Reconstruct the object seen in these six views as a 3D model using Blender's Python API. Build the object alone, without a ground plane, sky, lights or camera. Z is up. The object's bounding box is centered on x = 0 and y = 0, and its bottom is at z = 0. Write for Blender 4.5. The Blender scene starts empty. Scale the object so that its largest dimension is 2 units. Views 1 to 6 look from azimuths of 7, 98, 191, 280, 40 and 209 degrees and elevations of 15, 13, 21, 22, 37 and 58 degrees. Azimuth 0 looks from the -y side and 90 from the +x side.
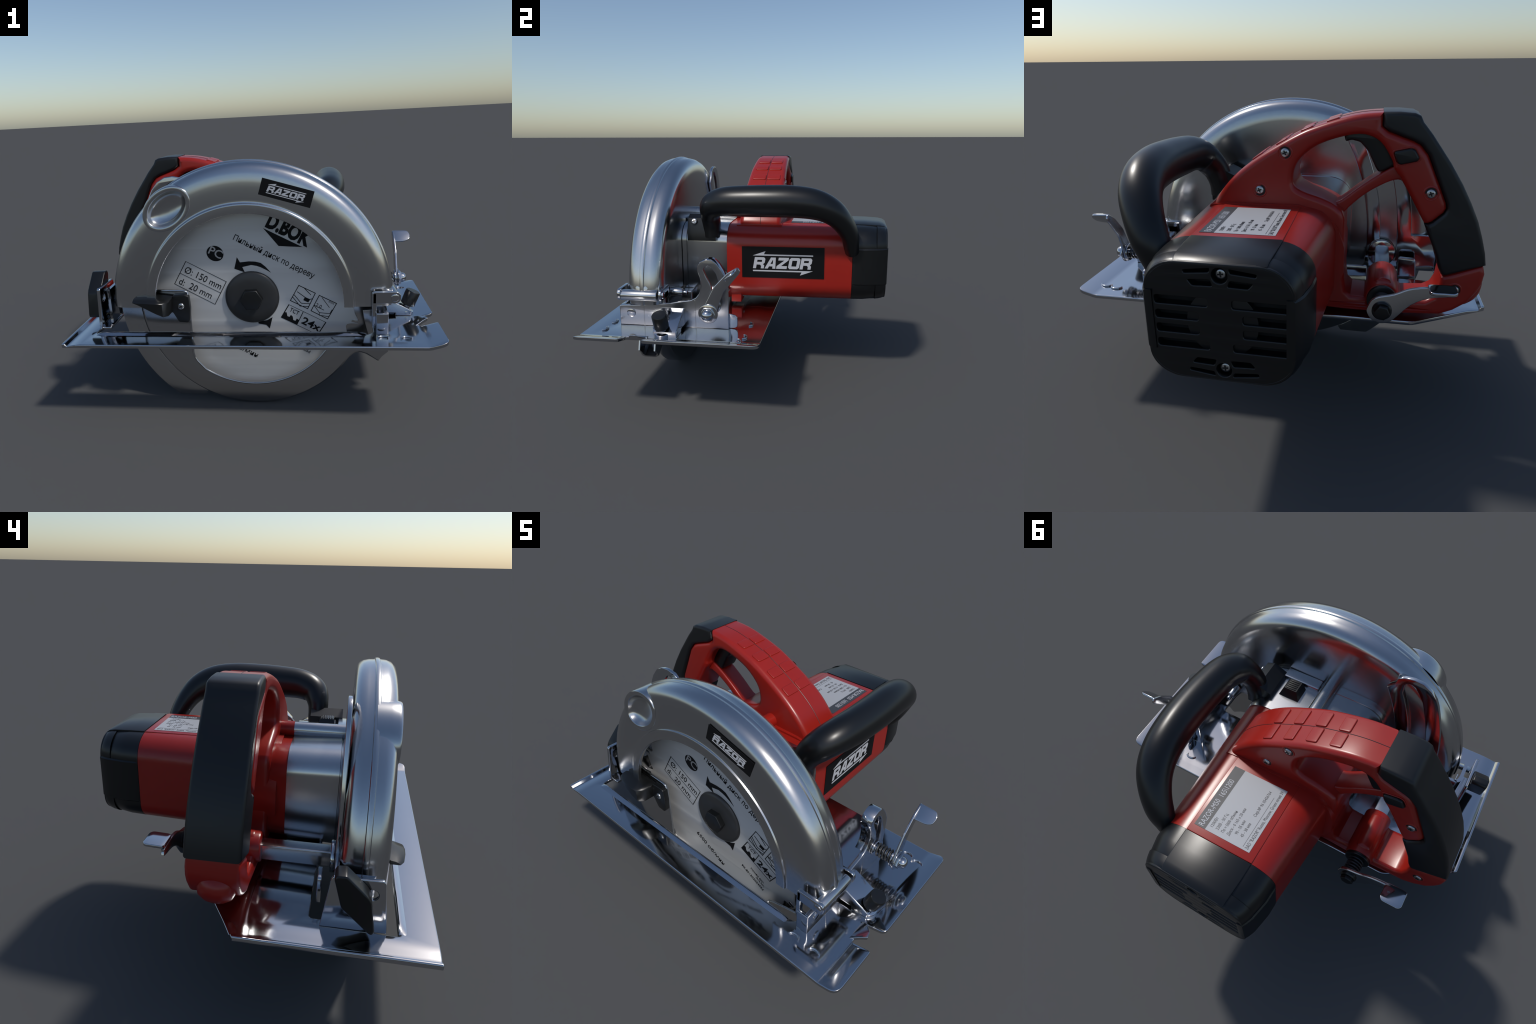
import bpy, bmesh, math
from mathutils import Vector, Matrix

# ------------------------------------------------------------------ helpers
C, S, PI = math.cos, math.sin, math.pi
root = bpy.data.objects.new("circular_saw", None)
bpy.context.collection.objects.link(root)
root["label"] = "red and black electric circular saw with shiny metal guard"
root["category"] = "circular saw"


def link(name, me, mat=None, parent=None, angle=35, smooth=True):
    if smooth:
        for p in me.polygons:
            p.use_smooth = True
        me.set_sharp_from_angle(angle=math.radians(angle))
    ob = bpy.data.objects.new(name, me)
    bpy.context.collection.objects.link(ob)
    ob.parent = parent or root
    if mat:
        me.materials.append(mat)
    return ob


def from_bm(name, bm, mat, parent=None, angle=35, recalc=True):
    if recalc:
        bmesh.ops.recalc_face_normals(bm, faces=bm.faces[:])
    me = bpy.data.meshes.new(name)
    bm.to_mesh(me)
    bm.free()
    return link(name, me, mat, parent, angle)


PLANES = {  # local x, local y, extrusion axis
    "xz": (Vector((1, 0, 0)), Vector((0, 0, 1)), Vector((0, -1, 0))),
    "yz": (Vector((0, 1, 0)), Vector((0, 0, 1)), Vector((1, 0, 0))),
    "xy": (Vector((1, 0, 0)), Vector((0, 1, 0)), Vector((0, 0, 1))),
}


def smooth_loop(pts, n=6, closed=True):
    """Catmull-Rom through the control points."""
    out = []
    m = len(pts)
    P = [Vector(p) for p in pts]
    for i in range(m if closed else m - 1):
        if closed:
            a, b, c, d = P[i - 1], P[i], P[(i + 1) % m], P[(i + 2) % m]
        else:
            a, b, c, d = P[max(i - 1, 0)], P[i], P[i + 1], P[min(i + 2, m - 1)]
        for k in range(n):
            t = k / n
            out.append(0.5 * ((2 * b) + (c - a) * t + (2 * a - 5 * b + 4 * c - d) * t * t
                              + (3 * b - a - 3 * c + d) * t ** 3))
    if not closed:
        out.append(P[-1])
    return out


def arc(cx, cy, r, a0, a1, n=16, ry=None):
    ry = r if ry is None else ry
    return [(cx + r * C(math.radians(a0 + (a1 - a0) * i / n)),
             cy + ry * S(math.radians(a0 + (a1 - a0) * i / n))) for i in range(n + 1)]


def rounded(pts, r, n=5):
    """Round every corner of a polygon; r may be a number or one number per corner."""
    out = []
    m = len(pts)
    for i in range(m):
        p = Vector(pts[i][:2])
        a = Vector(pts[i - 1][:2]) - p
        b = Vector(pts[(i + 1) % m][:2]) - p
        rr = r[i] if isinstance(r, (list, tuple)) else r
        d = min(rr, a.length * .49, b.length * .49)
        if d < 1e-5:
            out.append(p)
            continue
        p0, p1 = p + a.normalized() * d, p + b.normalized() * d
        for k in range(n + 1):
            t = k / n
            out.append((1 - t) ** 2 * p0 + 2 * t * (1 - t) * p + t * t * p1)
    return out


def rect(x0, y0, x1, y1, r=0.0, n=5):
    return rounded([(x0, y0), (x1, y0), (x1, y1), (x0, y1)], r, n)


def prism_mesh(loops, bevel, depth, bres=3):
    cu = bpy.data.curves.new("tmp", "CURVE")
    cu.dimensions = "2D"
    cu.fill_mode = "BOTH"
    cu.extrude = max(depth / 2 - bevel, 1e-5)
    cu.bevel_depth = bevel
    cu.bevel_resolution = bres
    cu.offset = -bevel
    for lp in loops:
        sp = cu.splines.new("POLY")
        sp.points.add(len(lp) - 1)
        for q, p in zip(sp.points, lp):
            q.co = (p[0], p[1], 0, 1)
        sp.use_cyclic_u = True
    ob = bpy.data.objects.new("tmp", cu)
    bpy.context.collection.objects.link(ob)
    dg = bpy.context.evaluated_depsgraph_get()
    me = bpy.data.meshes.new_from_object(ob.evaluated_get(dg))
    bpy.data.objects.remove(ob)
    bpy.data.curves.remove(cu)
    bm = bmesh.new()
    bm.from_mesh(me)
    bpy.data.meshes.remove(me)
    bmesh.ops.remove_doubles(bm, verts=bm.verts[:], dist=1e-5)
    return bm


def prism(name, loops, plane, c0, c1, mat, bevel=0.004, parent=None, angle=35, warp=None, bres=3):
    """Flat outline (with holes) given depth along the plane's normal, edges rounded."""
    if not isinstance(loops[0][0], (list, tuple, Vector)):
        loops = [loops]
    bm = prism_mesh(loops, bevel, abs(c1 - c0), bres)
    ax, ay, an = PLANES[plane]
    sgn = an.dot(Vector((1, 1, 1)))
    mid = (c0 + c1) / 2 * sgn
    for v in bm.verts:
        v.co = ax * v.co.x + ay * v.co.y + an * (v.co.z + mid)
        if warp:
            v.co = warp(v.co)
    return from_bm(name, bm, mat, parent, angle)


def frames(P):
    T = []
    n = len(P)
    for i in range(n):
        T.append((P[min(i + 1, n - 1)] - P[max(i - 1, 0)]).normalized())
    up = Vector((0, 0, 1)) if abs(T[0].z) < .9 else Vector((1, 0, 0))
    N = (up - T[0] * up.dot(T[0])).normalized()
    out = []
    for t in T:
        N = (N - t * N.dot(t)).normalized()
        out.append((N, t.cross(N)))
    return out


def tube(name, pts, radii, mat, seg=24, parent=None, angle=50, cap=True, flat=1.0):
    P = [Vector(p) for p in pts]
    if not isinstance(radii, (list, tuple)):
        radii = [radii] * len(P)
    F = frames(P)
    bm = bmesh.new()
    rings = []
    for p, r, (a, b) in zip(P, radii, F):
        rings.append([bm.verts.new(p + a * r * C(2 * PI * k / seg) + b * r * flat * S(2 * PI * k / seg))
                      for k in range(seg)])
    for A, B in zip(rings, rings[1:]):
        for k in range(seg):
            bm.faces.new((A[k], A[(k + 1) % seg], B[(k + 1) % seg], B[k]))
    if cap:
        bm.faces.new(rings[0])
        bm.faces.new(rings[-1])
    return from_bm(name, bm, mat, parent, angle)


def loft(name, rings, mat, parent=None, angle=40, cap=(True, True), closed=True):
    bm = bmesh.new()
    R = [[bm.verts.new(Vector(p)) for p in r] for r in rings]
    n = len(R[0])
    for A, B in zip(R, R[1:]):
        for k in range(n if closed else n - 1):
            bm.faces.new((A[k], A[(k + 1) % n], B[(k + 1) % n], B[k]))
    if cap[0]:
        bm.faces.new(R[0])
    if cap[1]:
        bm.faces.new(R[-1])
    return from_bm(name, bm, mat, parent, angle)


def lathe(name, prof, origin, axis, mat, seg=40, parent=None, angle=35, a0=0, a1=360):
    """Revolve (radius, height) pairs round an axis through origin."""
    o = Vector(origin)
    ax = Vector(axis).normalized()
    up = Vector((0, 0, 1)) if abs(ax.z) < .9 else Vector((1, 0, 0))
    u = (up - ax * up.dot(ax)).normalized()
    w = ax.cross(u)
    full = abs(a1 - a0) >= 359.9
    bm = bmesh.new()
    rings = []
    for i in range(seg if full else seg + 1):
        a = math.radians(a0 + (a1 - a0) * i / seg)
        rings.append([bm.verts.new(o + ax * h + (u * C(a) + w * S(a)) * r) for r, h in prof])
    m = len(rings)
    for i in range(m if full else m - 1):
        A, B = rings[i], rings[(i + 1) % m]
        for k in range(len(prof) - 1):
            bm.faces.new((A[k], A[k + 1], B[k + 1], B[k]))
    bmesh.ops.remove_doubles(bm, verts=bm.verts[:], dist=1e-6)
    return from_bm(name, bm, mat, parent, angle)


def cyl(name, p0, p1, r, mat, seg=32, bevel=0.004, parent=None, r1=None):
    p0, p1 = Vector(p0), Vector(p1)
    L = (p1 - p0).length
    r1 = r if r1 is None else r1
    b = min(bevel, L * .4, r * .4)
    prof = [(0, 0), (r - b, 0), (r - b * .3, b * .3), (r, b), (r1, L - b), (r1 - b * .3, L - b * .3), (r1 - b, L), (0, L)]
    return lathe(name, prof, p0, p1 - p0, mat, seg, parent)


def box(name, lo, hi, mat, bevel=0.006, parent=None, seg=3):
    bm = bmesh.new()
    bmesh.ops.create_cube(bm, size=1)
    for v in bm.verts:
        v.co = Vector([lo[i] + (v.co[i] + .5) * (hi[i] - lo[i]) for i in range(3)])
    bmesh.ops.bevel(bm, geom=bm.edges[:], offset=bevel, segments=seg, affect="EDGES", profile=.5)
    return from_bm(name, bm, mat, parent)


def copy_at(src, name, loc, rot=None, parent=None):
    ob = src.copy()
    ob.name = name
    bpy.context.collection.objects.link(ob)
    ob.location = loc
    if rot:
        ob.rotation_euler = rot
    ob.parent = parent or src.parent
    return ob


# ------------------------------------------------------------------ materials
def material(name, col, rough, metal=0.0, grain=0.0, grain_scale=60, bump=0.0, bump_scale=400,
             coat=0.0, rvar=0.0, stretch=(1, 1, 1), spec=.5):
    m = bpy.data.materials.new(name)
    m.use_nodes = True
    nt = m.node_tree
    N, L = nt.nodes, nt.links
    bs = N["Principled BSDF"]
    bs.inputs["Metallic"].default_value = metal
    bs.inputs["Roughness"].default_value = rough
    bs.inputs["Specular IOR Level"].default_value = spec
    if coat:
        bs.inputs["Coat Weight"].default_value = coat
        bs.inputs["Coat Roughness"].default_value = .15
    tc = N.new("ShaderNodeTexCoord")
    mp = N.new("ShaderNodeMapping")
    mp.inputs["Scale"].default_value = stretch
    L.new(tc.outputs["Object"], mp.inputs["Vector"])
    nz = N.new("ShaderNodeTexNoise")
    nz.inputs["Scale"].default_value = grain_scale
    nz.inputs["Detail"].default_value = 4
    L.new(mp.outputs["Vector"], nz.inputs["Vector"])
    rp = N.new("ShaderNodeValToRGB")
    rp.color_ramp.elements[0].position = .3
    rp.color_ramp.elements[1].position = .7
    for e, k in zip(rp.color_ramp.elements, (1 - grain, 1 + grain)):
        e.color = (min(col[0] * k, 1), min(col[1] * k, 1), min(col[2] * k, 1), 1)
    L.new(nz.outputs["Fac"], rp.inputs["Fac"])
    L.new(rp.outputs["Color"], bs.inputs["Base Color"])
    if rvar:
        mr = N.new("ShaderNodeMapRange")
        mr.inputs["To Min"].default_value = max(rough - rvar, 0.02)
        mr.inputs["To Max"].default_value = rough + rvar
        L.new(nz.outputs["Fac"], mr.inputs["Value"])
        L.new(mr.outputs["Result"], bs.inputs["Roughness"])
    if bump:
        nb = N.new("ShaderNodeTexNoise")
        nb.inputs["Scale"].default_value = bump_scale
        L.new(mp.outputs["Vector"], nb.inputs["Vector"])
        bp = N.new("ShaderNodeBump")
        bp.inputs["Strength"].default_value = bump
        bp.inputs["Distance"].default_value = .002
        L.new(nb.outputs["Fac"], bp.inputs["Height"])
        L.new(bp.outputs["Normal"], bs.inputs["Normal"])
    return m


CHROME = material("polished_chrome", (.52, .53, .55), .10, 1, .01, 3)
STEEL = material("satin_steel", (.54, .545, .55), .21, 1, .006, 4)
STEEL_DARK = material("dull_steel", (.50, .50, .505), .20, 1, .006, 4)
BLADE = material("blade_steel", (.60, .605, .61), .40, .35, .004, 5)
BRACKET = material("satin_bracket_steel", (.50, .505, .52), .20, 1, .01, 4)
RED = material("red_plastic", (.31, .014, .008), .30, 0, .02, 12)
BLACK = material("black_plastic", (.0050, .0055, .0060), .33, 0, .06, 60)
RUBBER = material("black_rubber", (.0075, .008, .0085), .40, 0, .06, 80)
DARK_METAL = material("blackened_steel", (.035, .036, .038), .38, .3, .06, 40)
INK = material("black_ink", (.004, .004, .005), .6, spec=.2)
STICKER = material("black_sticker", (.0025, .0025, .003), .5, spec=.25)
WHITE = material("white_print", (.50, .51, .54), .5)
LABEL = material("silver_label", (.40, .41, .43), .45, 0)
LABEL_DARK = material("dark_label_band", (.05, .052, .058), .45)
LABEL_INK = material("grey_label_ink", (.05, .05, .055), .5)
SCREW = material("screw_steel", (.50, .50, .50), .30, 1)
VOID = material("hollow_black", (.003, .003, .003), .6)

# ------------------------------------------------------------------ lettering
def place(bm, o, u, v):
    u, v = Vector(u).normalized(), Vector(v).normalized()
    n = u.cross(v)
    o = Vector(o)
    for q in bm.verts:
        q.co = o + u * q.co.x + v * q.co.y + n * q.co.z


def lettering(name, body, o, u, v, height, width, mat, parent, weight=0.0, thick=.0012, name_kind=None):
    """Built-in font text, squeezed to the given cap height and run length, laid on a surface."""
    cu = bpy.data.curves.new("txt", "FONT")
    cu.body = body
    cu.offset = weight
    cu.resolution_u = 3
    ob = bpy.data.objects.new("txt", cu)
    bpy.context.collection.objects.link(ob)
    dg = bpy.context.evaluated_depsgraph_get()
    me = bpy.data.meshes.new_from_object(ob.evaluated_get(dg))
    bpy.data.objects.remove(ob)
    bpy.data.curves.remove(cu)
    bm = bmesh.new()
    bm.from_mesh(me)
    bpy.data.meshes.remove(me)
    bmesh.ops.remove_doubles(bm, verts=bm.verts[:], dist=1e-5)
    xs = [q.co.x for q in bm.verts]
    x0, x1 = min(xs), max(xs)
    sy = height / .72
    sx = width / (x1 - x0)
    for q in bm.verts:
        q.co = Vector(((q.co.x - x0) * sx, q.co.y * sy, 0))
    ret = bmesh.ops.extrude_face_region(bm, geom=bm.faces[:])
    for q in ret["geom"]:
        if isinstance(q, bmesh.types.BMVert):
            q.co.z += thick
    place(bm, o, u, v)
    return from_bm(name, bm, mat, parent, 20)


def decal(name, loops, o, u, v, mat, parent, thick=.0012, base=0.0):
    if not isinstance(loops[0][0], (list, tuple, Vector)):
        loops = [loops]
    bm = prism_mesh(loops, 0, thick, 0)
    for q in bm.verts:
        q.co.z += thick / 2 + base
    place(bm, o, u, v)
    return from_bm(name, bm, mat, parent, 20)


LOGO_GLYPHS = {
    "R": ([[(0, 0), (0, 1), (.86, 1), (1, .86), (1, .52), (.86, .38), (1, .26), (1, 0), (.72, 0), (.72, .22), (.60, .34), (.28, .34), (.28, 0)],
           [(.28, .58), (.28, .77), (.72, .77), (.72, .58)]]),
    "A": ([[(0, 0), (.42, 1), (.86, 1), (1, 0), (.72, 0), (.70, .2), (.38, .2), (.30, 0)],
           [(.47, .42), (.62, .78), (.66, .78), (.69, .42)]]),
    "Z": ([[(0, 0), (0, .24), (.62, .75), (.06, .75), (.06, 1), (1, 1), (1, .78), (.40, .25), (.96, .25), (.96, 0)]]),
    "O": ([[(.14, 0), (0, .14), (0, .86), (.14, 1), (.86, 1), (1, .86), (1, .14), (.86, 0)],
           [(.28, .24), (.28, .76), (.72, .76), (.72, .24)]]),
}


def brand_sticker(o, u, v, w, h, parent):
    """Black plate with sheared block letters between two pointed rules."""
    decal("sticker", [(0, 0), (w, 0), (w, h), (0, h)], o, u, v, STICKER, parent, .002)
    x0, x1, y0, y1 = w * .135, w * .865, h * .30, h * .66
    cell = (x1 - x0 - .14 * (y1 - y0)) / 5
    loops = []
    for i, ch in enumerate("RAZOR"):
        for lp in LOGO_GLYPHS[ch]:
            loops.append([(x0 + cell * (i + px * .93) + .18 * py * (y1 - y0), y0 + py * (y1 - y0)) for px, py in lp])
    t = h * .022
    loops.append([(x0, h * .715), (x0 + w * .155, h * .86), (x0 + w * .135, h * .735 + t), (x1, h * .735 + t), (x1, h * .715)])
    loops.append([(x1, h * .245), (x1 - w * .155, h * .10), (x1 - w * .135, h * .225 - t), (x0, h * .225 - t), (x0, h * .245)])
    decal("logo_lettering", loops, o, u, v, WHITE, parent, .001, .0022)


# ------------------------------------------------------------------ screws
def screw_mesh(r, h):
    bm = bmesh.new()
    prof = [(0, h), (r * .55, h * .98), (r * .85, h * .8), (r, h * .45), (r, 0)]
    n = 24
    rings = []
    for rr, z in prof:
        rings.append([bm.verts.new((rr * C(2 * PI * k / n), rr * S(2 * PI * k / n), z)) for k in range(n)])
    for A, B in zip(rings, rings[1:]):
        for k in range(n):
            bm.faces.new((A[k], A[(k + 1) % n], B[(k + 1) % n], B[k]))
    bmesh.ops.remove_doubles(bm, verts=bm.verts[:], dist=1e-6)
    bmesh.ops.recalc_face_normals(bm, faces=bm.faces[:])
    me = bpy.data.meshes.new("screw")
    bm.to_mesh(me)
    bm.free()
    for p in me.polygons:
        p.use_smooth = True
    me.materials.append(SCREW)
    return me


def cross_mesh(r, z):
    a, b = r * .55, r * .15
    pts = [(-a, -b), (-b, -b), (-b, -a), (b, -a), (b, -b), (a, -b), (a, b), (b, b), (b, a), (-b, a), (-b, b), (-a, b)]
    bm = bmesh.new()
    bm.faces.new([bm.verts.new((x, y, z)) for x, y in pts])
    ret = bmesh.ops.extrude_face_region(bm, geom=bm.faces[:])
    for q in ret["geom"]:
        if isinstance(q, bmesh.types.BMVert):
            q.co.z -= z * .6
    bmesh.ops.recalc_face_normals(bm, faces=bm.faces[:])
    me = bpy.data.meshes.new("cross_recess")
    bm.to_mesh(me)
    bm.free()
    me.materials.append(VOID)
    return me


def ring_mesh(r0, r1, h, mat):
    bm = bmesh.new()
    prof = [(r0, 0), (r0, h * .7), ((r0 + r1) / 2, h), (r1, 0)]
    n = 28
    rings = [[bm.verts.new((rr * C(2 * PI * k / n), rr * S(2 * PI * k / n), z)) for k in range(n)] for rr, z in prof]
    for A, B in zip(rings, rings[1:]):
        for k in range(n):
            bm.faces.new((A[k], A[(k + 1) % n], B[(k + 1) % n], B[k]))
    bmesh.ops.recalc_face_normals(bm, faces=bm.faces[:])
    me = bpy.data.meshes.new("screw_well")
    bm.to_mesh(me)
    bm.free()
    for p in me.polygons:
        p.use_smooth = True
    me.materials.append(mat)
    return me


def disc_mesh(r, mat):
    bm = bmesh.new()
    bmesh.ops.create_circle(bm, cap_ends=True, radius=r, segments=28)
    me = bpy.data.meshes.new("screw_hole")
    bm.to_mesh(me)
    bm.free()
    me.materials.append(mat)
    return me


SCR, CRS = screw_mesh(.019, .008), cross_mesh(.019, .0088)
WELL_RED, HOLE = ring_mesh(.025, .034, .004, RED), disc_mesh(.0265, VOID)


def screw(loc, normal, parent, spin=.3, well=True):
    q = Vector(normal).to_track_quat("Z", "Y").to_matrix().to_4x4()
    M = Matrix.Translation(loc) @ q @ Matrix.Rotation(spin, 4, "Z")
    items = [("screw", SCR, 0), ("cross_recess", CRS, 0)]
    if well:
        items += [("screw_well", WELL_RED, -.001), ("screw_hole", HOLE, .001)]
    first = None
    for nm, me, dz in items:
        ob = bpy.data.objects.new(nm, me)
        bpy.context.collection.objects.link(ob)
        ob.parent = parent
        ob.matrix_local = M @ Matrix.Translation((0, 0, dz))
        first = first or ob
    return first


# ------------------------------------------------------------------ base plate
PZ, PT = .481, .020          # top of the plate, thickness
YAW = .017                   # the whole saw stands a touch askew in its frame
XC, ZC = -.006, .628         # blade and guard axis


GUTTER = ((0, 0), (.015, -.0008), (.03, -.0023), (.045, -.0044), (.06, -.0068), (.070, -.0082), (.078, -.0082), (.084, -.002), (.089, .0035), (.095, .005), (.11, .0045))


def lift(co):
    """Front end of the sheet turns up gently, the rear end has a gutter before a square lip."""
    co = co.copy()
    d = abs(co.x) - .895
    if co.x > 0 and d > 0:
        co.z += .28 * (d - .0125 if d > .025 else d * d / .05)
    elif d > 0 and co.z > PZ - PT * .6:
        for (d0, z0), (d1, z1) in zip(GUTTER, GUTTER[1:]):
            if d0 <= d <= d1 + 1e-6:
                co.z += z0 + (z1 - z0) * (d - d0) / (d1 - d0)
                break
    return co


def plate_mesh():
    outer = rounded([(-1.0, -.823), (1.0, -.823), (1.0, -.563), (.905, -.563), (.905, -.443), (1.0, -.443), (1.0, .167),
                     (-.655, .168), (-1.0, -.040)], [.004, .045, .015, .01, .01, .03, .04, .02, .006], 5)
    slot = rounded([(-.866, -.676), (.620, -.676), (.655, -.64), (.655, -.320), (.46, -.320), (-.35, -.320), (-.60, -.32),
                    (-.82, -.32), (-.82, -.45), (-.866, -.60)], .02, 4)
    bm = prism_mesh([outer, slot], .005, PT, 2)
    # slice the sheet so that its ends can bend smoothly
    for x in [.895 + .005 * k for k in range(6)] + [-.8951, -.910, -.925, -.940, -.955, -.965, -.973, -.979, -.984, -.990]:
        bmesh.ops.bisect_plane(bm, geom=bm.verts[:] + bm.edges[:] + bm.faces[:], dist=1e-5,
                               plane_co=(x, 0, 0), plane_no=(1, 0, 0))
    for v in bm.verts:
        v.co = lift(Vector((v.co.x, v.co.y - YAW * v.co.x, v.co.z + PZ - PT / 2)))
    return bm


plate = from_bm("base_plate", plate_mesh(), CHROME, None, 30)
# pointer tongue in the notch
prism("sight_tongue", rounded([(.88, -.575), (.93, -.545), (.955, -.535), (.945, -.50), (.905, -.455), (.88, -.455)], .006),
      "xy", PZ - PT, PZ - .001, CHROME, .003, plate, warp=lambda c: Vector((c.x, c.y, c.z + .03 * max(0, (c.x - .88) / .07) * (1 if c.y > -.56 else .3))))
# raised lip along the front of the blade slot
prof = [(-.704, -.001), (-.698, .002), (-.691, .006), (-.683, .0095), (-.677, .0115), (-.672, .0115), (-.669, .009), (-.668, .003), (-.668, -.017), (-.680, -.017)]
rings = []
for x, k in ((-.855, .1), (-.845, .5), (-.82, .9), (-.79, 1), (.52, 1), (.57, .85), (.60, .45), (.615, .1)):
    rings.append([(x, y + .004 - .008 * x, PZ - .0005 + z * (k if z > 0 else 1)) for y, z in prof])
loft("slot_lip", rings, CHROME, plate, 60)
# embossed half-moon stops
for x, y in ((.694, -.735), (.81, -.74), (.644, .052), (.835, .05), (.90, .03)):
    tube("rivet", [(x + .028 * C(a), y + .02 * S(a), PZ + .004) for a in [PI * k / 8 for k in range(9)]], .005, CHROME, 8, plate)
# upright flange along the motor side of the slot
box("slot_flange", (-.44, -.327, PZ - .012), (.18, -.311, .540), CHROME, .004, plate)
# guide bar channel end seen at the rear edge of the slot
prism("bent_tab", rounded([(-.70, PZ - .01), (-.605, PZ - .01), (-.602, .595), (-.692, .59)], [.003, .003, .015, .015]),
      "xz", -.345, -.325, CHROME, .004, plate)

# ------------------------------------------------------------------ blade
TEETH = 24
pts = []
for i in range(TEETH):
    a = 360 / TEETH * i
    for da, r in ((0, .612), (2.2, .606), (5.0, .585), (9.0, .568), (11.6, .553), (13.2, .556), (14.2, .575)):
        t = math.radians(a + da)
        pts.append((XC + r * C(t), ZC + r * S(t)))
blade = prism("saw_blade", pts, "xz", -.504, -.492, BLADE, .0008, None, 25)
tip = None
for i in range(TEETH):
    a = math.radians(360 / TEETH * i + .8)
    if tip is None:
        tip = box("carbide_tip", (-.018, -.506, -.006), (.018, -.484, .010), STEEL, .002, blade)
        ob = tip
    else:
        ob = copy_at(tip, "carbide_tip", (0, 0, 0), None, blade)
    ob.location = (XC + .592 * C(a), 0, ZC + .592 * S(a))
    ob.rotation_euler = (0, -a, 0)
# the inside face of the hub
lathe("blade_flange", [(.152, 0), (.152, .006), (.148, .013), (.136, .019), (.10, .0235), (.0, .0235)], (.003, -.504, .63), (0, -1, 0), DARK_METAL, 64, None, 40)
hexp = [(.003 + .064 * C(PI / 3 * k + .05), .628 + .064 * S(PI / 3 * k + .05)) for k in range(6)]
prism("arbor_bolt", hexp, "xz", -.560, -.520, BLACK, .005, None)

UB = Vector((.207, 0, -.110)).normalized()     # print runs downhill on the blade
VB = Vector((.110, 0, .207)).normalized()
FB = -.5042


def bp(x, z):
    return (x, FB, z)


def bl(pts):
    """blade-plane points as a decal outline in plain x,z"""
    return [(p[0], p[1]) for p in pts]


def ink(name, loops):
    return decal(name, loops, (0, FB, 0), (1, 0, 0), (0, 0, 1), INK, blade)


def frame(name, q, t=.0032):
    """outlined box from four corners"""
    P = [Vector(p) for p in q]
    c = sum(P, Vector((0, 0))) / 4
    inner = [p + (c - p).normalized() * t * 1.4 for p in P]
    ink(name, [[tuple(p) for p in P], [tuple(p) for p in inner]])


def bar(name, a, b, t=.003):
    a, b = Vector(a), Vector(b)
    n = Vector((-(b - a).y, (b - a).x)).normalized() * t / 2
    ink(name, [tuple(a + n), tuple(b + n), tuple(b - n), tuple(a - n)])


def blade_text(body, o, h, w, weight=0.0):
    lettering("lettering", body, bp(*o), UB, VB, h, w, INK, blade, weight)


blade_text("D.BOK", (.093, 1.035), .085, .255, .05)
ink("printed_triangle", [(.082, 1.023), (.29, .914), (.162, .922)])
blade_text("Пильный диск по дереву", (-.088, .963), .034, .488, .004)
frame("printed_frame", [(-.363, .845), (-.137, .722), (-.212, .585), (-.44, .712)])
bar("printed_rule", (-.40, .775), (-.174, .654), .002)
blade_text("Ø: 150 mm", (-.378, .781), .041, .226)
blade_text("d:  20 mm", (-.416, .714), .041, .202)
ring = [(x, z) for x, z in ((.115, .771), (.085, .806), (.06, .828), (.03, .836), (-.006, .838), (-.056, .833), (-.071, .863),
                            (-.089, .797), (-.031, .775), (-.044, .806), (.006, .817), (.035, .812), (.058, .804), (.088, .788))]
ink("printed_arrow", ring)
ink("printed_arrow", [(.112, .509), (.094, .441), (.075, .462), (.03, .47), (.03, .482), (.08, .49)])
# certification oval with two cut-out letters
oval = [(-.192 + .049 * C(2 * PI * k / 40) * .88 + .044 * S(2 * PI * k / 40) * .45,
         .886 - .049 * C(2 * PI * k / 40) * .45 + .044 * S(2 * PI * k / 40) * .88) for k in range(40)]
ink("printed_oval", [oval])
WB = material("bare_blade_print", (.45, .45, .46), .45, .5)
lettering("lettering", "PC", (-.232, FB - .0014, .890), UB, VB, .048, .078, WB, blade, .012, .0006)
frame("printed_frame", [(.264, .699), (.357, .651), (.311, .556), (.213, .607)], .004)
frame("printed_frame", [(.375, .640), (.472, .590), (.42, .495), (.326, .546)], .004)
frame("printed_frame", [(.205, .586), (.412, .477), (.364, .40), (.159, .508)], .004)
bar("printed_rule", (.285, .54), (.247, .462), .004)
# little block diagram pictograms
for a, b in (((.255, .66), (.315, .612)), ((.315, .612), (.340, .618)), ((.235, .645), (.275, .592)), ((.275, .592), (.325, .588)),
             ((.228, .63), (.268, .575)), ((.268, .575), (.318, .571)), ((.29, .685), (.33, .64))):
    bar("printed_rule", a, b, .0035)
ink("printed_block", [(.297, .628), (.326, .614), (.314, .596), (.287, .61)])
for a, b in (((.345, .58), (.375, .535)), ((.375, .535), (.432, .53)), ((.375, .535), (.372, .52)), ((.372, .52), (.425, .512)),
             ((.39, .625), (.43, .565)), ((.432, .53), (.445, .553)), ((.345, .58), (.40, .55))):
    bar("printed_rule", a, b, .003)
blade_text("2,0", (.352, .575), .022, .034)
blade_text("mm", (.425, .597), .014, .032)
blade_text("TCT", (.207, .546), .024, .055, .01)
blade_text("24x", (.27, .474), .044, .112, .02)
ink("printed_saw_edge", [(.163, .505), (.18, .538), (.192, .538), (.196, .515), (.207, .51), (.216, .522), (.226, .512), (.228, .492),
                         (.240, .486), (.248, .50), (.262, .49), (.248, .462)])
blade_text("6500 об/мин", (-.205, .372), .030, .243, .006)
blade_text("Номер арт.", (.225, .396), .016, .105)
blade_text("Art.Nr.", (.262, .352), .016, .068, .004)
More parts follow.
